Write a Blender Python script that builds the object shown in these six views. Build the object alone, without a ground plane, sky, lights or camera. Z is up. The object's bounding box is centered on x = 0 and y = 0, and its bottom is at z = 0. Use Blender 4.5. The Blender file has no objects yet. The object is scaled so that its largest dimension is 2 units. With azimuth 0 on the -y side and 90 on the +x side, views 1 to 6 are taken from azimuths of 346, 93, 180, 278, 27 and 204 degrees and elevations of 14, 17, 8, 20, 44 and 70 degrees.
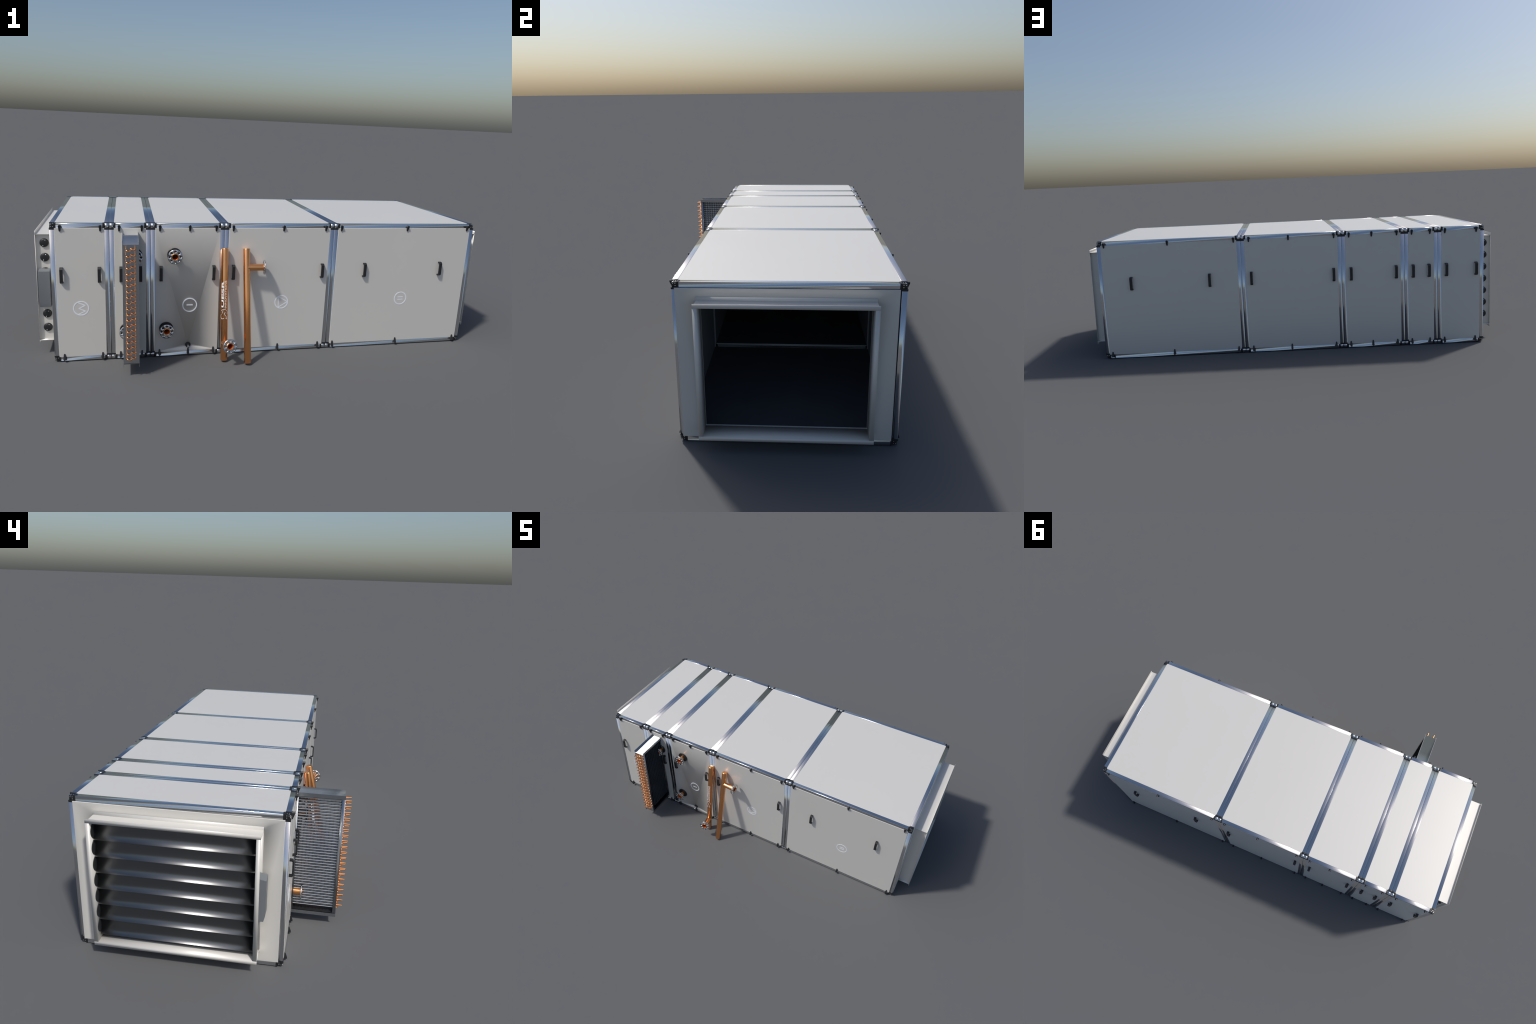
import bpy, bmesh, math, random
from mathutils import Vector, Matrix
from mathutils.geometry import delaunay_2d_cdt

random.seed(7)
V = Vector

# ------------------------------------------------------------------ sizes
X0, X1 = -0.933, 0.933            # casing, outside of the frame
Y0, Y1 = -0.278, 0.460
ZT = 0.5785
W = 0.0185                        # frame profile
SEAMS = [X0, -0.7085, -0.547, -0.2422, 0.2440, X1]
MODULES = list(zip(SEAMS[:-1], SEAMS[1:]))

# ------------------------------------------------------------------ materials
def material(name, color, rough=0.4, metal=0.0, var=0.04, scale=14.0, rvar=0.05, coat=0.0, bump=0.0, spec=0.5):
    m = bpy.data.materials.new(name)
    m.use_nodes = True
    nt = m.node_tree
    b = nt.nodes["Principled BSDF"]
    b.inputs["Metallic"].default_value = metal
    b.inputs["Coat Weight"].default_value = coat
    b.inputs["Specular IOR Level"].default_value = spec
    tc = nt.nodes.new("ShaderNodeTexCoord")
    nz = nt.nodes.new("ShaderNodeTexNoise")
    nz.inputs["Scale"].default_value = scale
    nz.inputs["Detail"].default_value = 4
    nt.links.new(tc.outputs["Object"], nz.inputs["Vector"])
    ramp = nt.nodes.new("ShaderNodeValToRGB")
    lo = [c * (1 - var) for c in color]
    hi = [min(1, c * (1 + var)) for c in color]
    ramp.color_ramp.elements[0].position, ramp.color_ramp.elements[1].position = 0.3, 0.7
    ramp.color_ramp.elements[0].color = (*lo, 1)
    ramp.color_ramp.elements[1].color = (*hi, 1)
    nt.links.new(nz.outputs["Fac"], ramp.inputs["Fac"])
    nt.links.new(ramp.outputs["Color"], b.inputs["Base Color"])
    mr = nt.nodes.new("ShaderNodeMapRange")
    mr.inputs["To Min"].default_value = max(0, rough - rvar)
    mr.inputs["To Max"].default_value = rough + rvar
    nt.links.new(nz.outputs["Fac"], mr.inputs["Value"])
    nt.links.new(mr.outputs["Result"], b.inputs["Roughness"])
    if bump:
        bp = nt.nodes.new("ShaderNodeBump")
        n2 = nt.nodes.new("ShaderNodeTexNoise")
        n2.inputs["Scale"].default_value = 220
        nt.links.new(tc.outputs["Object"], n2.inputs["Vector"])
        bp.inputs["Strength"].default_value = bump
        bp.inputs["Distance"].default_value = 0.0004
        nt.links.new(n2.outputs["Fac"], bp.inputs["Height"])
        nt.links.new(bp.outputs["Normal"], b.inputs["Normal"])
    return m

WHITE = material("painted_steel", (0.664, 0.650, 0.616), 0.40, 0.12, 0.006, 3.0, 0.015, spec=0.65)
DIM_INNER = material("dimmed_inner_face", (0.30, 0.305, 0.31), 0.5, 0.0, 0.03)  # panel white darkened in the colour for the unlit interior
FLOOR = material("dark_floor_face", (0.115, 0.12, 0.13), 0.6, 0.0, 0.05)
ALU = material("aluminium_profile", (0.67, 0.68, 0.695), 0.17, 1.0, 0.01, 8, 0.02)
BLACK = material("black_plastic", (0.016, 0.017, 0.019), 0.42, 0.0, 0.1)
CHROME = material("bright_metal", (0.78, 0.79, 0.80), 0.22, 1.0, 0.02)
GALV = material("galvanised_sheet", (0.52, 0.54, 0.56), 0.24, 1.0, 0.03, 20, 0.04)
COPPER = material("copper", (0.93, 0.42, 0.17), 0.24, 1.0, 0.05, 12, 0.03)
COIL_COPPER = material("coil_copper", (0.92, 0.41, 0.17), 0.30, 1.0, 0.12, 60, 0.05)
FLANGE = material("flange_steel", (0.62, 0.64, 0.66), 0.22, 1.0, 0.03, 30, 0.04)
BLADE = material("blade_metal", (0.18, 0.185, 0.19), 0.30, 1.0, 0.02, 6, 0.02)  # base darkened so the upper blades show their near-black reflection
BORE = material("copper_bore", (0.60, 0.095, 0.010), 0.45, 0.0, 0.05)  # deep orange paints the copper's inner reflections as a diffuse colour
FIN = material("coil_fin_metal", (0.22, 0.235, 0.26), 0.20, 1.0, 0.03)
BOX = material("grey_enamel", (0.165, 0.182, 0.198), 0.5, 0.0, 0.02)
MARK = material("pale_marking", (0.80, 0.84, 0.90), 0.45, 0.0, 0.01)
LETTER = material("white_lettering", (0.85, 0.86, 0.87), 0.5, 0.0, 0.01)

# ------------------------------------------------------------------ helpers
COL = bpy.context.scene.collection
UNIT = bpy.data.objects.new("air_handling_unit", None)
COL.objects.link(UNIT)
UNIT["label"] = "long white modular air handling unit with aluminium frame and copper coil"
UNIT["category"] = "air handling unit"

def link(name, mesh, parent=UNIT, loc=(0, 0, 0), rot=None):
    o = bpy.data.objects.new(name, mesh)
    COL.objects.link(o)
    o.parent = parent
    m = Matrix.Translation(V(loc))
    if rot is not None:
        m = m @ rot.to_4x4()
    o.matrix_local = m
    return o

def finish(bm, name, mat, smooth=None):
    """smooth: None flat, 'all' everything smooth, or an angle in degrees"""
    me = bpy.data.meshes.new(name)
    bmesh.ops.recalc_face_normals(bm, faces=bm.faces)
    bm.to_mesh(me)
    bm.free()
    for m in (mat if isinstance(mat, (list, tuple)) else [mat]):
        me.materials.append(m)
    if smooth == "all":
        me.shade_smooth()
    elif smooth:
        me.shade_smooth()
        me.set_sharp_from_angle(angle=math.radians(smooth))
    return me

def add_box(bm, lo, hi, bev=0.0, mat_index=0):
    lo, hi = V(lo), V(hi)
    r = bmesh.ops.create_cube(bm, size=1.0)
    vs = r["verts"]
    for v in vs:
        v.co = V((lo[i] + (v.co[i] + 0.5) * (hi[i] - lo[i]) for i in range(3)))
    fs = set(f for v in vs for f in v.link_faces)
    for f in fs:
        f.material_index = mat_index
    if bev:
        es = list(set(e for v in vs for e in v.link_edges))
        bmesh.ops.bevel(bm, geom=es, offset=bev, segments=2, profile=0.6, affect="EDGES")

def box_mesh(name, lo, hi, mat, bev=0.0):
    bm = bmesh.new()
    add_box(bm, lo, hi, bev)
    return finish(bm, name, mat, 40 if bev else None)

def add_prism(bm, pts, fn, a, b):
    """closed outline pts swept from a to b; fn(p, t) -> 3D"""
    ra = [bm.verts.new(fn(p, a)) for p in pts]
    rb = [bm.verts.new(fn(p, b)) for p in pts]
    n = len(pts)
    for i in range(n):
        bm.faces.new((ra[i], ra[(i + 1) % n], rb[(i + 1) % n], rb[i]))
    bm.faces.new(ra)
    bm.faces.new(rb[::-1])

def frame_of(d):
    d = d.normalized()
    up = V((0, 0, 1)) if abs(d.z) < 0.9 else V((1, 0, 0))
    s = d.cross(up).normalized()
    return s, s.cross(d).normalized(), d

def add_lathe(bm, origin, axis, prof, seg=40, mat_index=0, closed=False):
    """prof: list of (along, radius)"""
    s, u, d = frame_of(V(axis))
    rings = []
    for a, r in prof:
        c = V(origin) + d * a
        if r < 1e-7:
            rings.append([bm.verts.new(c)])
        else:
            rings.append([bm.verts.new(c + (s * math.cos(t) + u * math.sin(t)) * r)
                          for t in (math.tau * k / seg for k in range(seg))])
    pairs = list(zip(rings[:-1], rings[1:]))
    if closed:
        pairs.append((rings[-1], rings[0]))
    for A, B in pairs:
        for k in range(seg):
            k2 = (k + 1) % seg
            q = [A[k % len(A)], A[k2 % len(A)], B[k2 % len(B)], B[k % len(B)]]
            q = list(dict.fromkeys(q))
            if len(q) > 2:
                f = bm.faces.new(q)
                f.material_index = mat_index

def add_tube(bm, path, r, seg=8, cap=True):
    path = [V(p) for p in path]
    rings, side = [], None
    for i, p in enumerate(path):
        d = (path[min(i + 1, len(path) - 1)] - path[max(i - 1, 0)]).normalized()
        if side is None:
            side = frame_of(d)[0]
        side = (side - d * side.dot(d)).normalized()
        up = d.cross(side)
        rings.append([bm.verts.new(p + (side * math.cos(t) + up * math.sin(t)) * r)
                      for t in (math.tau * k / seg for k in range(seg))])
    for A, B in zip(rings[:-1], rings[1:]):
        for k in range(seg):
            bm.faces.new((A[k], A[(k + 1) % seg], B[(k + 1) % seg], B[k]))
    if cap:
        bm.faces.new(rings[0])
        bm.faces.new(rings[-1][::-1])

def circle(cx, cy, r, n=24):
    return [(cx + r * math.cos(math.tau * k / n), cy + r * math.sin(math.tau * k / n)) for k in range(n)]

def face_outwards(verts, faces, normals):
    """turn each face so that it agrees with the shading normals given for its corners (in face order)"""
    out_f, out_n, k = [], [], 0
    for f in faces:
        ns = normals[k:k + len(f)]
        k += len(f)
        a, b, c = (V(verts[f[i]]) for i in (0, 1, 2))
        g = (b - a).cross(c - b)
        if g.dot(sum((V(n) for n in ns), V((0, 0, 0)))) < 0:
            f, ns = f[::-1], ns[::-1]
        out_f.append(f)
        out_n.extend(tuple(n) for n in ns)
    return out_f, out_n

# planes of the casing: (origin function of u, v, depth)
PLANES = {
    "front": (V((1, 0, 0)), V((0, 0, 1)), V((0, -1, 0))),
    "back": (V((-1, 0, 0)), V((0, 0, 1)), V((0, 1, 0))),
    "top": (V((1, 0, 0)), V((0, 1, 0)), V((0, 0, 1))),
    "bottom": (V((1, 0, 0)), V((0, -1, 0)), V((0, 0, -1))),
    "left": (V((0, -1, 0)), V((0, 0, 1)), V((-1, 0, 0))),
    "right": (V((0, 1, 0)), V((0, 0, 1)), V((1, 0, 0))),
}

def sheet_panel(name, side, level, rect, holes=(), thick=0.02, edge=0.0012, tilt=1.0, inside=None):
    """flat panel in a plane of the casing, with a small chamfer round the rim and through holes.
    rect = (u0, v0, u1, v1); the front face is smooth-shaded into the hole walls."""
    U, Vv, N = PLANES[side]
    P = lambda u, v, d: U * u + Vv * v + N * (level + d)
    u0, v0, u1, v1 = rect
    verts, faces, normals, mats = [], [], [], []
    def face(pts, nrm, mi=0):
        idx = []
        for p in pts:
            verts.append(p)
            idx.append(len(verts) - 1)
        faces.append(idx)
        normals.extend(nrm)
        mats.append(mi)
    e = edge
    outer = [(u0 + e, v0 + e), (u1 - e, v0 + e), (u1 - e, v1 - e), (u0 + e, v1 - e)]
    pts, edges = list(outer), [(i, (i + 1) % 4) for i in range(4)]
    pt_n = [N.copy() for _ in outer]
    for h in holes:
        b, n = len(pts), len(h)
        cx, cy = sum(p[0] for p in h) / n, sum(p[1] for p in h) / n
        pts += h
        edges += [(b + i, b + (i + 1) % n) for i in range(n)]
        for p in h:
            q = U * (cx - p[0]) + Vv * (cy - p[1])
            if n == 4:      # rectangular opening: average of the two walls
                q = U * math.copysign(1, cx - p[0]) + Vv * math.copysign(1, cy - p[1])
            pt_n.append((N + q.normalized() * tilt).normalized())
    def in_hole(c):
        for h in holes:
            inside, n = False, len(h)
            for i in range(n):
                (xa, ya), (xb, yb) = h[i], h[(i + 1) % n]
                if (ya > c[1]) != (yb > c[1]) and c[0] < (xb - xa) * (c[1] - ya) / (yb - ya) + xa:
                    inside = not inside
            if inside:
                return True
        return False
    if holes:
        ov, _, of, orig, _, _ = delaunay_2d_cdt([V(p) for p in pts], edges, [], 0, 1e-6)
        for f in of:
            c = sum((ov[i] for i in f), V((0, 0))) / len(f)
            if in_hole(c):
                continue
            a, b2, c2 = (ov[i] for i in f)
            if (b2 - a).cross(c2 - a) < 0:
                f = f[::-1]
            face([P(ov[i].x, ov[i].y, 0) for i in f], [pt_n[orig[i][0]] for i in f])
            face([P(ov[i].x, ov[i].y, -thick) for i in reversed(f)], [-N] * 3, 1)
    else:
        face([P(*p, 0) for p in outer], [N] * 4)
        face([P(*p, -thick) for p in reversed(outer)], [-N] * 4, 1)
    rim = [(u0, v0), (u1, v0), (u1, v1), (u0, v1)]
    for i in range(4):
        j = (i + 1) % 4
        o = (U * (rim[j][1] - rim[i][1]) - Vv * (rim[j][0] - rim[i][0])).normalized()
        c = (o + N).normalized()
        face([P(*rim[i], -e), P(*rim[j], -e), P(*outer[j], 0), P(*outer[i], 0)], [o, o, c, c])
        face([P(*outer[i], -thick), P(*outer[j], -thick), P(*rim[j], -e), P(*rim[i], -e)], [o] * 4)
    for h in holes:
        n = len(h)
        for i in range(n):
            a, b = h[i], h[(i + 1) % n]
            o = (U * (a[1] - b[1]) + Vv * (b[0] - a[0])).normalized()
            face([P(*b, -thick), P(*a, -thick), P(*a, 0), P(*b, 0)], [o] * 4)
    me = bpy.data.meshes.new(name)
    me.from_pydata([tuple(v) for v in verts], [], faces)
    me.materials.append(WHITE)
    me.materials.append(inside or DIM_INNER)
    for p, mi in zip(me.polygons, mats):
        p.material_index = mi
    me.shade_smooth()
    me.normals_split_custom_set([tuple(n) for n in normals])
    return me

# ------------------------------------------------------------------ frame
def profile_bar(length, upright=False, end_tilt=0.42):
    """square extrusion with lightly broken edges; shading normals lean at the ends
    to draw diagonal sky and ground reflections on flat faces"""
    key = "frame_profile_%s%d" % ("upright_" if upright else "", round(length * 1e4))
    if key in bpy.data.meshes:
        return bpy.data.meshes[key]
    h, c, e = W / 2, 0.0009, length / 2
    verts, faces, normals = [], [], []
    def quad(pts, nrm):
        faces.append(list(range(len(verts), len(verts) + len(pts))))
        verts.extend(tuple(p) for p in pts)
        normals.extend(tuple(n.normalized()) for n in nrm)
    A = V((1, 0, 0))
    sides = [V((0, -1, 0)), V((0, 0, 1)), V((0, 1, 0)), V((0, 0, -1))]
    for i, N in enumerate(sides):
        # right and up of this face as seen from outside
        if abs(N.z) > 0.5 and not upright:
            R, U = A, N.cross(A)
        else:
            R = A * (1 if N.y < 0 or N.z > 0 else -1)
            U = N.cross(R)
        p = lambda r, u: N * h + R * (r * e) + U * (u * (h - c))
        if upright:
            # bar axis +x stands up after placing; left/right follow the outward view
            up = A
            right = up.cross(N)
            q = lambda r, u: N * h + up * (u * e) + right * (r * (h - c))
            corner = {(-1, -1): (-0.16, -0.80), (1, -1): (0.12, 0.22), (1, 1): (0.14, 0.80), (-1, 1): (-0.10, 0.80)}
            order = [(-1, -1), (1, -1), (1, 1), (-1, 1)]
            quad([q(*o) for o in order], [N + right * corner[o][0] + up * corner[o][1] for o in order])
        else:
            order = [(-1, -1), (1, -1), (1, 1), (-1, 1)]
            if abs(N.z) > 0.5:
                corner = {o: (end_tilt * o[0], 0.10 * o[1]) for o in order}
            else:
                corner = {(-1, -1): (-0.20, 0.42), (1, -1): (0.20, -0.42), (1, 1): (0.20, 0.46), (-1, 1): (-0.20, -0.02)}
            quad([p(*o) for o in order], [N + R * corner[o][0] + U * corner[o][1] for o in order])
        # broken edge to the next side
        M = sides[(i + 1) % 4]
        k = N + M
        quad([N * h + M * (h - c) - A * e, N * h + M * (h - c) + A * e, M * h + N * (h - c) + A * e, M * h + N * (h - c) - A * e],
             [N * 1.3 + M * 0.7 - A * 0.5, N * 1.3 + M * 0.7 + A * 0.5, M * 1.3 + N * 0.7 + A * 0.5, M * 1.3 + N * 0.7 - A * 0.5])
    for sg in (-1, 1):
        o = [(-h + c, -h), (h - c, -h), (h, -h + c), (h, h - c), (h - c, h), (-h + c, h), (-h, h - c), (-h, -h + c)]
        quad([V((sg * e, a, b)) for a, b in o[::sg]], [A * sg] * 8)
    me = bpy.data.meshes.new(key)
    faces, nrm = face_outwards(verts, faces, normals)
    me.from_pydata(verts, [], faces)
    me.materials.append(ALU)
    me.shade_smooth()
    me.normals_split_custom_set(nrm)
    return me

CUBE, CAP = W, 0.0062
def corner_mesh(outer_end):
    """local corner points to (-,-,-): body in the corner, three collars along +x, +y, +z"""
    key = "corner_connector_" + ("end" if outer_end else "joint")
    if key in bpy.data.meshes:
        return bpy.data.meshes[key]
    bm = bmesh.new()
    g = 0.0018 if outer_end else 0.0004
    if outer_end:
        add_box(bm, (g, g, g), (W, W, W), 0.0016)
    p = 0.0006
    add_box(bm, (W - 0.0005, -p, -p), (W + CAP, W + p, W + p), 0.0007)
    add_box(bm, (-p, W - 0.0005, -p), (W + p, W + CAP, W + p), 0.0007)
    add_box(bm, (-p, -p, W - 0.0005), (W + p, W + p, W + CAP), 0.0007)
    # small screw heads and ribs in the recess
    for ax in range(3) if outer_end else ():
        for (a, b) in ((0.006, 0.006), (0.0135, 0.0135), (0.0135, 0.006)):
            o = [0, 0, 0]
            o[ax], o[(ax + 1) % 3], o[(ax + 2) % 3] = g + 0.0002, a, b
            d = [0, 0, 0]
            d[ax] = -1
            add_lathe(bm, o, d, [(0, 0.0019), (0.0008, 0.0017), (0.0014, 0.0)], 10, 1)
    me = finish(bm, key, [BLACK, CHROME], 50)
    return me

def joint_body():
    """bright cast block, soft-shaded round its corner"""
    if "joint_block" in bpy.data.meshes:
        return bpy.data.meshes["joint_block"]
    bm = bmesh.new()
    add_box(bm, (0.0004, 0.0004, 0.0004), (W - 0.0002, W - 0.0002, W - 0.0002))
    return finish(bm, "joint_block", CHROME, "all")

ROT_Y = Matrix.Rotation(math.radians(90), 3, "Z")
ROT_Z = Matrix.Rotation(math.radians(-90), 3, "Y")
off = W + CAP
for mi, (a, b) in enumerate(MODULES):
    g = 0.0003
    a2, b2 = a + (g if mi else 0), b - (g if mi < 4 else 0)
    for y in (Y0 + W / 2, Y1 - W / 2):
        for z in (W / 2, ZT - W / 2):
            link("frame_profile", profile_bar(b2 - a2 - 2 * off), loc=((a2 + b2) / 2, y, z))
    for x in (a2 + W / 2, b2 - W / 2):
        for z in (W / 2, ZT - W / 2):
            link("frame_profile", profile_bar(Y1 - Y0 - 2 * off, end_tilt=0.62), loc=(x, (Y0 + Y1) / 2, z), rot=ROT_Y)
        for y in (Y0 + W / 2, Y1 - W / 2):
            link("frame_profile", profile_bar(ZT - 2 * off, True), loc=(x, y, ZT / 2), rot=ROT_Z)
    for xi, x in enumerate((a2, b2)):
        end = (mi == 0 and xi == 0) or (mi == 4 and xi == 1)
        for yi, y in enumerate((Y0, Y1)):
            for zi, z in enumerate((0, ZT)):
                o = link("corner_connector", corner_mesh(end))
                sc = Matrix.Diagonal((-1 if xi else 1, -1 if yi else 1, -1 if zi else 1, 1))
                o.matrix_local = Matrix.Translation((x, y, z)) @ sc
                if not end:
                    link("joint_block", joint_body(), o)

# ------------------------------------------------------------------ panels
STUBS = {1: [(-0.6085, 0.4475), (-0.6435, 0.1275)], 2: [(-0.4503, 0.448), (-0.4820, 0.126)]}
DRAIN = (-0.389, 0.0475)
PROUD = 0.0008
for mi, (a, b) in enumerate(MODULES):
    u0, u1 = a + W - 0.0008, b - W + 0.0008
    z0, z1 = W - 0.0008, ZT - W + 0.0008
    holes = [circle(*DRAIN, 0.006, 12)] if mi == 2 else []
    link("side_panel", sheet_panel("side_panel", "front", -Y0 + PROUD, (u0, z0, u1, z1), holes, tilt=1.4))
    link("side_panel", sheet_panel("side_panel", "back", Y1 + PROUD, (-u1, z0, -u0, z1)))
    link("top_panel", sheet_panel("top_panel", "top", ZT - 0.0004, (u0, Y0 + W - 0.0008, u1, Y1 - W + 0.0008)))
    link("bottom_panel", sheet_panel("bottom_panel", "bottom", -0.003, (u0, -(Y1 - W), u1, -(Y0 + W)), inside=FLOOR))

# thin pale strips round the openings between the sections
STRIP = material("pale_edge_strip", (0.55, 0.57, 0.60), 0.45, 0.6, 0.02)
for x in SEAMS[1:-1]:
    xa, xb = x + W, x + W + 0.0012
    i, w = W - 0.0005, 0.0052
    bm = bmesh.new()
    add_box(bm, (xa, Y0 + i, i), (xb, Y0 + i + w, ZT - i))
    add_box(bm, (xa, Y1 - i - w, i), (xb, Y1 - i, ZT - i))
    add_box(bm, (xa + 0.0001, Y0 + i + w, i), (xb + 0.0003, Y1 - i - w, i + w))
    add_box(bm, (xa + 0.0001, Y0 + i + w, ZT - i - w), (xb + 0.0003, Y1 - i - w, ZT - i))
    link("pale_edge_strip", finish(bm, "pale_edge_strip", STRIP))

# ------------------------------------------------------------------ end panels and duct collars
DUCT_X = X1 + 0.0022
L = 1.0 - DUCT_X
LIP, T = 0.0142, 0.0016
def channel(length):
    """U-section strip, web at r = 0, lips outward; swept along local x, axial direction local y"""
    pts = [(0, 0), (L, 0), (L, LIP), (L - T, LIP), (L - T, T), (T, T), (T, LIP), (0, LIP)]
    bm = bmesh.new()
    add_prism(bm, pts, lambda p, t: V((t, p[0], p[1])), -length / 2, length / 2)
    me = finish(bm, "duct_channel", WHITE, "all")
    # the inner folds are crisp, the rims and outer folds soft
    for ed in me.edges:
        p, q = (me.vertices[k].co for k in ed.vertices)
        if abs(p.z - T) < 1e-6 and abs(q.z - T) < 1e-6:
            ed.use_edge_sharp = True
    return me

def duct_end(sign, yc):
    half = 0.2853
    zb, zt = 0.0487, 0.5302
    side = "left" if sign < 0 else "right"
    y_in0, y_in1 = yc - half + LIP, yc + half - LIP
    pr = 0.0022
    if sign < 0:
        rect = (-(0.4470), 0.0172, 0.2615, ZT - W - 0.001)
        hole = [(-y_in1, zb + LIP), (-y_in0, zb + LIP), (-y_in0, zt - LIP), (-y_in1, zt - LIP)]
    else:
        rect = (-0.2685, 0.0172, 0.4380, ZT - W - 0.001)
        hole = [(y_in0, zb + LIP), (y_in1, zb + LIP), (y_in1, zt - LIP), (y_in0, zt - LIP)]
    link("end_panel", sheet_panel("end_panel", side, X1 + pr, rect, [hole], thick=0.007, tilt=0.8))
    col = bpy.data.objects.new("duct_collar", None)
    COL.objects.link(col)
    col.parent = UNIT
    xs = sign * DUCT_X
    def put(length, centre, tangent, outward):
        m = Matrix((tangent, V((sign, 0, 0)), outward)).transposed()
        link("duct_channel", channel(length), col, centre, m)
    put(2 * half, V((xs, yc, zt - LIP)), V((0, 1, 0)), V((0, 0, 1)))
    put(2 * half, V((xs, yc, zb + LIP)), V((0, 1, 0)), V((0, 0, -1)))
    hh = zt - zb - 2 * LIP - 0.0004
    put(hh, V((xs, y_in0, (zt + zb) / 2)), V((0, 0, 1)), V((0, -1, 0)))
    put(hh, V((xs, y_in1, (zt + zb) / 2)), V((0, 0, 1)), V((0, 1, 0)))
    return y_in0, y_in1, zb + LIP, zt - LIP

duct_end(1, 0.0840)
DY0, DY1, DZ0, DZ1 = duct_end(-1, 0.0905)

# ------------------------------------------------------------------ louvre damper in the left duct
KNOB_Z = [0.4804 - 0.06065 * k for k in range(7)]
BX = -0.966
def blade_mesh():
    """hollow-curved blade: upright at its head, sweeping outwards at its foot; softly shaded ends"""
    n, h, amp, pw = 18, 0.0605, 0.0134, 5.4
    hw = (DY1 - DY0) / 2 - 0.0035
    verts, faces, normals = [], [], []
    def strip(profile, nrm, y_tilt, flip):
        for i in range(len(profile) - 1):
            q = [(profile[i], -hw, nrm[i]), (profile[i + 1], -hw, nrm[i + 1]), (profile[i + 1], hw, nrm[i + 1]), (profile[i], hw, nrm[i])]
            if flip:
                q = q[::-1]
            faces.append(list(range(len(verts), len(verts) + 4)))
            for (x, z), y, nn in q:
                verts.append((x, y, z))
                normals.append(tuple((V((nn[0], 0, nn[1])) + V((0, y_tilt[1] if y > 0 else -y_tilt[0], 0))).normalized()))
    front, fn = [], []
    for i in range(n + 1):
        t = i / n
        front.append((-0.0045 - amp * t ** pw, h / 2 - h * t))
        sl = amp * pw * t ** (pw - 1) / h
        k = math.hypot(1, sl)
        fn.append((-1 / k, sl / k))
    back = [(x + 0.0012 + 0.0045 * math.sin(math.pi * i / n), z) for i, (x, z) in enumerate(front)]
    strip(front, fn, (0.75, 0.45), False)
    strip(back, [(-a, -b) for a, b in fn], (0, 0), True)
    strip([front[-1], back[-1]], [(-0.3, -0.95)] * 2, (0, 0), False)
    strip([back[0], front[0]], [(0, 1)] * 2, (0, 0), False)
    for y, sg in ((-hw, -1), (hw, 1)):
        idx = len(verts)
        ring = front + back[::-1]
        if sg < 0:
            ring = ring[::-1]
        verts.extend((x, y, z) for x, z in ring)
        normals.extend([(0, sg, 0)] * len(ring))
        faces.append(list(range(idx, idx + len(ring))))
    me = bpy.data.meshes.new("louver_blade")
    faces, normals = face_outwards(verts, faces, normals)
    me.from_pydata(verts, [], faces)
    me.materials.append(BLADE)
    me.shade_smooth()
    me.normals_split_custom_set(normals)
    return me

def knob_mesh():
    bm = bmesh.new()
    add_lathe(bm, (0, 0, 0), (0, -1, 0), [(0, 0.0178), (0.004, 0.0176), (0.0062, 0.0160), (0.0076, 0.009), (0.008, 0.0)], 36)
    for s in (1, -1):
        add_lathe(bm, (0.0045 * s, -0.0066, 0.0112 * s), (0, -1, 0), [(0, 0.0019), (0.0011, 0.0016), (0.0016, 0.0)], 12, 1)
    return finish(bm, "pivot_knob", [BLACK, CHROME], 60)

def disc_mesh():
    bm = bmesh.new()
    add_lathe(bm, (0, 0, 0), (0, -1, 0), [(0, 0.0), (0, 0.0288), (0.002, 0.0288), (0.003, 0.0276), (0.003, 0.0)], 48)
    return finish(bm, "blade_end_cap", BLACK, 40)

blade, knob, disc = blade_mesh(), knob_mesh(), disc_mesh()
FLIP = Matrix.Rotation(math.pi, 3, "Z")
for z in KNOB_Z:
    link("louver_blade", blade, loc=(BX, (DY0 + DY1) / 2, z))
    link("pivot_knob", knob, loc=(BX, DY0 - T, z))
    link("pivot_knob", knob, loc=(BX, DY1 + T, z), rot=FLIP)
    link("blade_end_cap", disc, loc=(BX, DY1 - 0.0002, z))
    link("blade_end_cap", disc, loc=(BX, DY0 + 0.0002, z), rot=FLIP)
# closing strips above and below the blades
link("damper_stop", box_mesh("damper_stop", (BX + 0.004, DY0 + 0.001, KNOB_Z[0] + 0.028), (BX + 0.012, DY1 - 0.001, DZ1 - 0.0005), BLACK))
link("damper_stop", box_mesh("damper_stop", (BX + 0.004, DY0 + 0.001, DZ0 + 0.0005), (BX + 0.012, DY1 - 0.001, KNOB_Z[6] - 0.028), BLADE))

def actuator():
    bm = bmesh.new()
    y0, y1 = DY0 - T - 0.004, -0.2155
    pts = [(y0, 0.2145), (-0.2100, 0.2145), (y1, 0.236), (y1, 0.3675), (y0, 0.3735)]
    add_prism(bm, pts, lambda p, t: V((t, p[0], p[1])), -0.990, -0.9462)
    bmesh.ops.bevel(bm, geom=bm.edges[:], offset=0.0008, segments=2, affect="EDGES")
    return finish(bm, "actuator_box", BOX, 40)
link("actuator_box", actuator())

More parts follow.
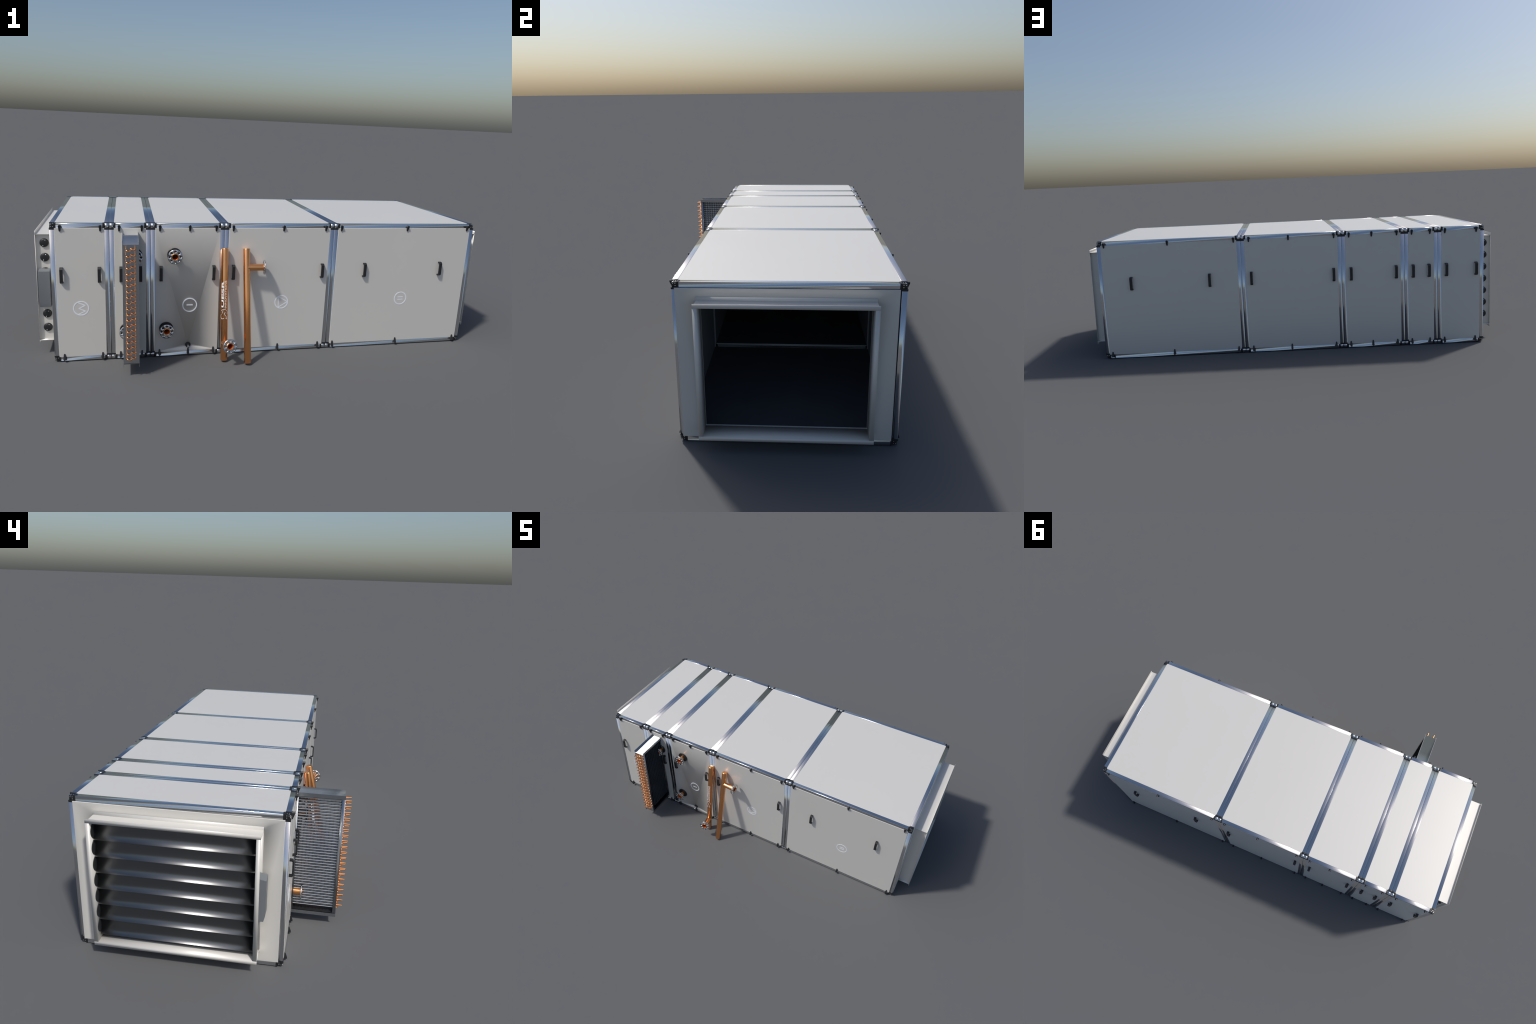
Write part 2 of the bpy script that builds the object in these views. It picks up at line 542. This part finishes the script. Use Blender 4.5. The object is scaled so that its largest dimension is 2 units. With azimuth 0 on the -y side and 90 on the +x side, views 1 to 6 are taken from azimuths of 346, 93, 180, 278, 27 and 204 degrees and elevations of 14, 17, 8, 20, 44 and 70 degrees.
# ------------------------------------------------------------------ handles and clips
def handle_mesh():
    bm = bmesh.new()
    h, d, t, c = 0.032, 0.0166, 0.0056, 0.0062
    outer = [(0, h), (d - c, h), (d, h - c), (d, -h + c), (d - c, -h), (0, -h)]
    k = t * 0.42
    inner = [(0, -h + t), (d - c - k, -h + t), (d - t, -h + c + k), (d - t, h - c - k), (d - c - k, h - t), (0, h - t)]
    w = 0.0062
    pts = outer + inner
    n = len(pts)
    A = [bm.verts.new((-w, -p[0], p[1])) for p in pts]
    B = [bm.verts.new((w, -p[0], p[1])) for p in pts]
    for i in range(n):
        bm.faces.new((A[i], A[(i + 1) % n], B[(i + 1) % n], B[i]))
    for R in (A, B):
        for i in range(5):
            bm.faces.new((R[i], R[i + 1], R[n - 2 - i], R[n - 1 - i]))
    es = [e for e in bm.edges if e.calc_face_angle(0) > 0.5]
    bmesh.ops.bevel(bm, geom=es, offset=0.0009, segments=2, affect="EDGES")
    return finish(bm, "handle", BLACK, 40)

def clip_mesh():
    """drop-shaped clamp: thick round head on the rail, thin tail on the panel"""
    bm = bmesh.new()
    R, r, tail = 0.0052, 0.0034, 0.0178
    out = [(R * math.cos(t), R * math.sin(t)) for t in (math.pi * k / 12 - 0.15 + 0.3 * k / 12 * 0 for k in range(13))]
    out += [(r * math.cos(t), -tail + r * math.sin(t)) for t in (math.pi + math.pi * k / 8 for k in range(9))]
    def depth(z):
        s = min(1, max(0, -z / tail))
        return 0.0112 - 0.0070 * s
    n = len(out)
    back = [bm.verts.new((x, 0.002, z)) for x, z in out]
    mid = [bm.verts.new((x, -depth(z) + 0.0014, z)) for x, z in out]
    front = [bm.verts.new((x * 0.8, -depth(z), z * 0.985 + (0.0003 if z > 0 else 0))) for x, z in out]
    for A, B in ((back, mid), (mid, front)):
        for i in range(n):
            bm.faces.new((A[i], A[(i + 1) % n], B[(i + 1) % n], B[i]))
    bm.faces.new(front)
    bm.faces.new(back[::-1])
    return finish(bm, "panel_clip", BLACK, 45)

HANDLE_X = [-0.8935, -0.749, -0.6645, -0.587, -0.5045, -0.2855, -0.2012, 0.198, 0.4003, 0.7785]
CLIP_X = [-0.894, -0.7425, -0.670, -0.5818, -0.5094, -0.3877, -0.2783, -0.206, 0.0137, 0.204, 0.2768, 0.5945, 0.8985]
handle, clip = handle_mesh(), clip_mesh()
UPSIDE = Matrix.Rotation(math.pi, 3, "Y")
for x in HANDLE_X:
    link("handle", handle, loc=(x, Y0 - PROUD + 0.0003, 0.3698))
    link("handle", handle, loc=(x, Y1 + PROUD - 0.0003, 0.3698), rot=FLIP)
for x in CLIP_X:
    for y, rot in ((Y0, Matrix.Identity(3)), (Y1, FLIP)):
        link("panel_clip", clip, loc=(x, y, ZT - 0.0108), rot=rot)
        link("panel_clip", clip, loc=(x, y, 0.0112), rot=rot @ UPSIDE)

# ------------------------------------------------------------------ function symbols on the front
def ring_strip(bm, cx, cz, r, w, y, th, n=48):
    rows = []
    for k in range(n):
        t = math.tau * k / n
        c, s = math.cos(t), math.sin(t)
        rows.append([bm.verts.new((cx + c * q, yy, cz + s * q)) for q, yy in
                     ((r - w / 2, y), (r - w / 2, y - th), (r + w / 2, y - th), (r + w / 2, y))])
    for k in range(n):
        A, B = rows[k], rows[(k + 1) % n]
        for i in range(4):
            bm.faces.new((A[i], A[(i + 1) % 4], B[(i + 1) % 4], B[i]))

def line_strip(bm, p, q, w, y, th):
    p, q = V(p), V(q)
    d = (q - p).normalized() * w / 2
    s = V((-d.y, d.x))
    p, q = p - d * 0.6, q + d * 0.6
    pts = [p - s, q - s, q + s, p + s]
    add_prism(bm, pts, lambda a, t: V((a.x, t, a.y)), y, y - th)

def symbol(cx, lines, first_th=0.0006):
    bm = bmesh.new()
    y, cz = Y0 - PROUD + 0.0002, 0.2277
    R = 0.0292
    ring_strip(bm, cx, cz, R, 0.0043, y, 0.0008)
    for i, (p, q) in enumerate(lines):
        line_strip(bm, (cx + p[0] * R, cz + p[1] * R), (cx + q[0] * R, cz + q[1] * R), 0.0039, y, 0.0007 - 0.00007 * i)
    link("function_symbol", finish(bm, "function_symbol", MARK))

zig = [(-0.36, 0.82), (0.52, 0.40), (-0.28, -0.03), (0.56, -0.42), (-0.34, -0.86)]
symbol(-0.8235, list(zip(zig[:-1], zig[1:])))
symbol(-0.3838, [((-0.42, 0), (0.42, 0))])
tri = [(-0.45, 0.84), (0.95, 0.02), (-0.45, -0.84)]
symbol(0.0210, [(tri[0], tri[1]), (tri[1], tri[2]), (tri[2], tri[0])])
symbol(0.5985, [((-0.40, 0.20), (0.40, 0.20)), ((-0.40, -0.20), (0.40, -0.20))])

# ------------------------------------------------------------------ flanges, stubs
PR = 0.0143
def flange_mesh(r=0.0300, bore=PR - 0.0004, th=0.0052, holes=8, hr=0.0042, hc=0.0220):
    """round flange in the local xz plane, front at y = -th"""
    seg = 64
    outer = circle(0, 0, r, seg)
    inner = circle(0, 0, bore, 40)
    hs = [circle(hc * math.cos(math.tau * k / holes), hc * math.sin(math.tau * k / holes), hr, 16) for k in range(holes)]
    loops = [outer, inner] + hs
    pts, edges = [], []
    for l in loops:
        b, n = len(pts), len(l)
        pts += l
        edges += [(b + i, b + (i + 1) % n) for i in range(n)]
    ov, _, of, _, _, _ = delaunay_2d_cdt([V(p) for p in pts], edges, [], 0, 1e-7)
    bm = bmesh.new()
    ch = 0.0008
    front = [bm.verts.new((p.x, -th, p.y)) for p in ov]
    back = [bm.verts.new((p.x, 0, p.y)) for p in ov]
    for f in of:
        c = sum((ov[i] for i in f), V((0, 0))) / 3
        if c.length < bore * 0.998 or any((c - V((hc * math.cos(math.tau * k / holes), hc * math.sin(math.tau * k / holes)))).length < hr * 0.99 for k in range(holes)):
            continue
        bm.faces.new([front[i] for i in f])
        bm.faces.new([back[i] for i in f][::-1])
    for e in [e for e in bm.edges if e.is_boundary and e.verts[0].co.y < -th / 2]:
        a, b = e.verts
        i, j = front.index(a), front.index(b)
        bm.faces.new((a, b, back[j], back[i]))
    es = [e for e in bm.edges if len(e.link_faces) == 2 and e.calc_face_angle(0) > 1.2]
    bmesh.ops.bevel(bm, geom=es, offset=0.0006, segments=2, affect="EDGES")
    return finish(bm, "flange", FLANGE, 100)

flange = flange_mesh()
def pipe_mesh(name, length, r=PR, wall=0.0026):
    """open copper pipe along local -y, from 0 to length"""
    bm = bmesh.new()
    add_lathe(bm, (0, 0, 0), (0, -1, 0), [(0, r), (length - 0.0005, r), (length, r - 0.0006), (length, r - wall + 0.0006),
                                         (length - 0.0005, r - wall)], 40)
    add_lathe(bm, (0, 0, 0), (0, -1, 0), [(length - 0.0005, r - wall), (0.004, r - wall), (0.004, 0.0)], 40, 1)
    bmesh.ops.remove_doubles(bm, verts=bm.verts[:], dist=1e-6)
    return finish(bm, name, [COPPER, BORE], 40)

def rosette_mesh(r):
    bm = bmesh.new()
    add_lathe(bm, (0, 0, 0), (0, -1, 0), [(0, r), (0.003, r), (0.0046, r * 0.95), (0.0052, r * 0.55), (0.0052, 0.0)], 40)
    return finish(bm, "wall_rosette", BLACK, 35)

rosette = rosette_mesh(0.0295)
stub_pipe = pipe_mesh("stub_pipe", 0.0408)
for mi, pts in STUBS.items():
    for x, z in pts:
        st = bpy.data.objects.new("pipe_connection", None)
        COL.objects.link(st)
        st.parent = UNIT
        st.matrix_local = Matrix.Translation((x, Y0 - PROUD, z))
        link("wall_rosette", rosette, st)
        link("stub_pipe", stub_pipe, st)
        link("flange", flange, st, (0, -0.0335, 0))

dr = bpy.data.objects.new("drain_outlet", None)
COL.objects.link(dr)
dr.parent = UNIT
dr.matrix_local = Matrix.Translation((DRAIN[0], Y0 - PROUD, DRAIN[1]))
link("wall_rosette", rosette_mesh(0.0112), dr)
bm = bmesh.new()
add_lathe(bm, (0, 0, 0), (0.06, -1, -0.12), [(0, 0.0044), (0.024, 0.0044), (0.0245, 0.0040), (0.0245, 0.0032), (0.010, 0.0030), (0.010, 0)], 20)
link("drain_pipe", finish(bm, "drain_pipe", CHROME, 40), dr)

# ------------------------------------------------------------------ pulled-out coil
COIL = bpy.data.objects.new("heat_exchanger_coil", None)
COL.objects.link(COIL)
COIL.parent = UNIT
cx0, cx1 = -0.6578, -0.5965
cy0, cy1 = -0.4520, -0.2800
ct, cb = 0.5310, 0.0531
def tray(z, up):
    bm = bmesh.new()
    t, lip = 0.0012, 0.0145 * up
    pts = [(cx0, z), (cx1, z), (cx1, z + lip), (cx1 - t, z + lip), (cx1 - t, z + t * up), (cx0 + t, z + t * up), (cx0 + t, z + lip), (cx0, z + lip)]
    add_prism(bm, pts, lambda p, q: V((p[0], q, p[1])), cy0 - 0.0004, cy1)
    me = finish(bm, "coil_tray", GALV)
    if up > 0:       # flat base, normals leaned forward to draw the sun glint
        soft = []
        for p in me.polygons:
            for vi in p.vertices:
                n = p.normal.copy()
                if n.z > 0.9 and p.center.z < z + 2 * t:
                    n = (n + V((0, -0.78 if me.vertices[vi].co.y < -0.4 else -0.55, 0))).normalized()
                soft.append(tuple(n))
        me.shade_smooth()
        me.normals_split_custom_set(soft)
    return me
link("coil_tray", tray(ct, 1), COIL)
link("coil_tray", tray(cb, -1), COIL)
def end_plate(y, d):
    bm = bmesh.new()
    t, f = 0.0012, 0.0125 * d
    a, b = cx0 + 0.0003, cx1 - 0.0003
    pts = [(a, y), (b, y), (b, y + f), (b - t, y + f), (b - t, y + t * d), (a + t, y + t * d), (a + t, y + f), (a, y + f)]
    add_prism(bm, pts, lambda p, q: V((p[0], p[1], q)), cb + 0.0013, ct - 0.0002)
    me = finish(bm, "coil_end_plate", GALV, "all")
    for p in me.polygons:
        if abs(p.normal.y) > 0.9 and abs(p.center.y - y) < 1e-5:
            for ek in p.edge_keys:
                for ed in me.edges:
                    if set(ed.vertices) == set(ek):
                        ed.use_edge_sharp = True
    return me
link("coil_end_plate", end_plate(cy0, 1), COIL)
link("coil_end_plate", end_plate(cy1, -0.35), COIL)
CELL, NC = 0.02303, 20
ROW = CELL / 2
TX = (-0.6440, -0.6275, -0.6110)
ZTOP = 0.5230
bm = bmesh.new()
for c, x in enumerate(TX):
    for r in range(2 * NC):
        z = ZTOP - ROW * r - (0.0042 if c == 1 else 0.0)
        add_tube(bm, [(x, cy0 + 0.002, z), (x, cy1 - 0.001, z)], 0.0026, 8, False)
o = link("coil_tube", finish(bm, "coil_tube", GALV, "all"), COIL)
o["kind"] = "stuff"
bm = bmesh.new()
for k in range(12):
    y = cy0 + 0.0085 + 0.0136 * k
    add_box(bm, (TX[0] - 0.001, y - 0.0003, cb + 0.0014), (cx1 - 0.0016, y + 0.0003, ct - 0.001))
o = link("coil_fin", finish(bm, "coil_fin", FIN), COIL)
o["kind"] = "stuff"

def bend_mesh(name, dx, dz, out, rad=0.0021):
    """U-shaped return bend from (0,0) to (dx,dz) in the end plate, standing out along -y"""
    r = math.hypot(dx, dz) / 2
    d = V((dx, 0, dz)) / 2
    leg = max(0.001, out - r * 1.0)
    path = [V((0, 0.002, 0)), V((0, -leg * 0.5, 0))]
    for k in range(11):
        t = math.pi * k / 10
        path.append(d * (1 - math.cos(t)) + V((0, -leg - (out - leg) * math.sin(t), 0)))
    path += [d * 2 + V((0, -leg * 0.5, 0)), d * 2 + V((0, 0.002, 0))]
    bm = bmesh.new()
    add_tube(bm, path, rad, 10)
    return finish(bm, name, COIL_COPPER, 60)
DXC = TX[1] - TX[0]
bm = bmesh.new()
add_lathe(bm, (0, 0.002, 0), (0, -1, 0), [(0, 0), (0, 0.0025), (0.0247, 0.0025), (0.0250, 0.0022), (0.0250, 0.0)], 14)
stub = finish(bm, "tube_stub", COIL_COPPER, 40)
b_a = bend_mesh("return_bend", DXC, -0.0050, 0.0062, 0.0021)
b_b = bend_mesh("return_bend", DXC, -0.0055, 0.0062, 0.0021)
for k in range(NC):
    z = ZTOP - CELL * k
    j = lambda s=0.0003: random.uniform(-s, s)
    for x in (TX[0], TX[2]):
        link("tube_stub", stub, COIL, (x, cy0 + j(0.0008), z + j()))
    link("return_bend", b_a, COIL, (TX[0], cy0, z - ROW + j()))
    link("return_bend", b_b, COIL, (TX[1], cy0, z - 0.0055 + j()))
link("coil_dark_plate", box_mesh("coil_dark_plate", (cx0 + 0.0014, cy0 + 0.0014, cb + 0.0015), (cx1 - 0.0014, cy1 - 0.0014, cb + 0.0022), BLACK), COIL)

# ------------------------------------------------------------------ loose header pipes leaning on the casing
HR = 0.0146
def header(label, top, bottom, s_branch, tip):
    top, bottom, tip = V(top), V(bottom), V(tip)
    root = bpy.data.objects.new("copper_header_pipe", None)
    COL.objects.link(root)
    root.location = bottom
    root["label"] = label
    root["category"] = "copper pipe"
    axis = (top - bottom).normalized()
    n = (top - bottom).length
    bm = bmesh.new()
    add_lathe(bm, (0, 0, 0), axis, [(0, 0), (0, HR - 0.002), (0.0012, HR - 0.0006), (0.0026, HR), (n - 0.0026, HR),
                                    (n - 0.001, HR - 0.0006), (n, HR - 0.002), (n, 0)], 48)
    link("header_tube", finish(bm, "header_tube", COPPER, 60), root)
    base = axis * s_branch
    d = tip - bottom - base
    ln = d.length
    d.normalize()
    rot = d.to_track_quat("-Y", "Z").to_matrix()
    link("branch_pipe", pipe_mesh("branch_pipe", ln + 0.002, PR), root, base, rot)
    link("flange", flange, root, base + d * (ln - 0.0052), rot)
    return root, axis

A, axA = header("copper header pipe with low flanged branch and white lettering",
                (-0.2415, -0.2930, 0.4790), (-0.2432, -0.3585, 0.0030), 0.079, (-0.2300, -0.4236, 0.0925))
B, axB = header("plain copper header pipe with high flanged side branch",
                (-0.1500, -0.2940, 0.4765), (-0.1490, -0.4040, 0.0046), 0.405, (-0.0725, -0.3190, 0.4000))

# lettering wrapped round pipe A, reading upwards
def wrapped(name, mesh, s0, phi0):
    """local x runs up the pipe, local y round it to the left"""
    side = V((1, 0, 0))
    side = (side - axA * side.dot(axA)).normalized()
    fwd = axA.cross(side).normalized()
    if fwd.y > 0:
        fwd = -fwd
    for v in mesh.vertices:
        phi = phi0 - v.co.y / HR
        r = HR + 0.0002 + v.co.z
        v.co = axA * (s0 + v.co.x) + (side * math.sin(phi) + fwd * math.cos(phi)) * r
    mesh.materials.clear()
    mesh.materials.append(LETTER)
    link(name, mesh, A)

def text_mesh(body, length, height, bold=0.0):
    cu = bpy.data.curves.new("lettering", "FONT")
    cu.body = body
    cu.extrude = 0.0
    cu.offset = bold
    ob = bpy.data.objects.new("lettering", cu)
    COL.objects.link(ob)
    bpy.context.view_layer.update()
    dg = bpy.context.evaluated_depsgraph_get()
    me = bpy.data.meshes.new_from_object(ob.evaluated_get(dg))
    bpy.data.objects.remove(ob)
    xs = [v.co.x for v in me.vertices]
    ys = [v.co.y for v in me.vertices]
    fx, fy = length / (max(xs) - min(xs)), height / (max(ys) - min(ys))
    x_min, y_min = min(xs), min(ys)
    bm = bmesh.new()
    bm.from_mesh(me)
    for v in bm.verts:
        v.co = V(((v.co.x - x_min) * fx, (v.co.y - y_min) * fy, 0.0))
    bmesh.ops.triangulate(bm, faces=bm.faces)
    bmesh.ops.subdivide_edges(bm, edges=[e for e in bm.edges if e.calc_length() > 0.003], cuts=2)
    r = bmesh.ops.extrude_face_region(bm, geom=bm.faces[:])
    for g in r["geom"]:
        if isinstance(g, bmesh.types.BMVert):
            g.co.z += 0.0004
    me2 = bpy.data.meshes.new("lettering")
    bmesh.ops.recalc_face_normals(bm, faces=bm.faces)
    bm.to_mesh(me2)
    bm.free()
    return me2

rad = math.radians
S_LO, S_HI = 0.228, 0.345
wrapped("lettering", text_mesh("INNOVATIONS", S_HI - S_LO, 0.0075), S_LO, rad(24))
wrapped("lettering", text_mesh("UESR", S_HI - S_LO - 0.003, 0.0125, 0.03), S_LO + 0.002, rad(-19))

def emblem():
    """small round emblem: two open arcs with a peak line between them"""
    bm = bmesh.new()
    w, th = 0.0015, 0.0004
    def stroke(pts, lift):
        for p, q in zip(pts[:-1], pts[1:]):
            p, q = V(p), V(q)
            d = (q - p).normalized() * w / 2
            s = V((-d.y, d.x))
            c = [p - s - d * .4, q - s + d * .4, q + s + d * .4, p + s - d * .4]
            add_prism(bm, c, lambda a, t: V((a.x, a.y, t)), 0, th + lift)
    arc = lambda cx, cy, r, a0, a1, n=14: [(cx + r * math.cos(rad(a0 + (a1 - a0) * k / n)), cy + r * math.sin(rad(a0 + (a1 - a0) * k / n))) for k in range(n + 1)]
    stroke(arc(0.028, 0.0010, 0.0150, 60, -110), 0)
    stroke(arc(0.012, 0.0085, 0.0100, 30, 230), 0.00005)
    stroke([(0.0385, 0.0050), (0.026, 0.0095), (0.019, -0.0030), (0.013, -0.0080), (0.001, -0.0120), (0.006, -0.0050)], 0.0001)
    stroke([(0.030, -0.004), (0.026, -0.0005), (0.019, -0.0030)], 0.00015)
    me = bpy.data.meshes.new("emblem")
    bmesh.ops.recalc_face_normals(bm, faces=bm.faces)
    bm.to_mesh(me)
    bm.free()
    return me
wrapped("emblem", emblem(), 0.180, rad(-12))
UNIT.location.z = 0.0006      # stand on the feet of the corner pieces
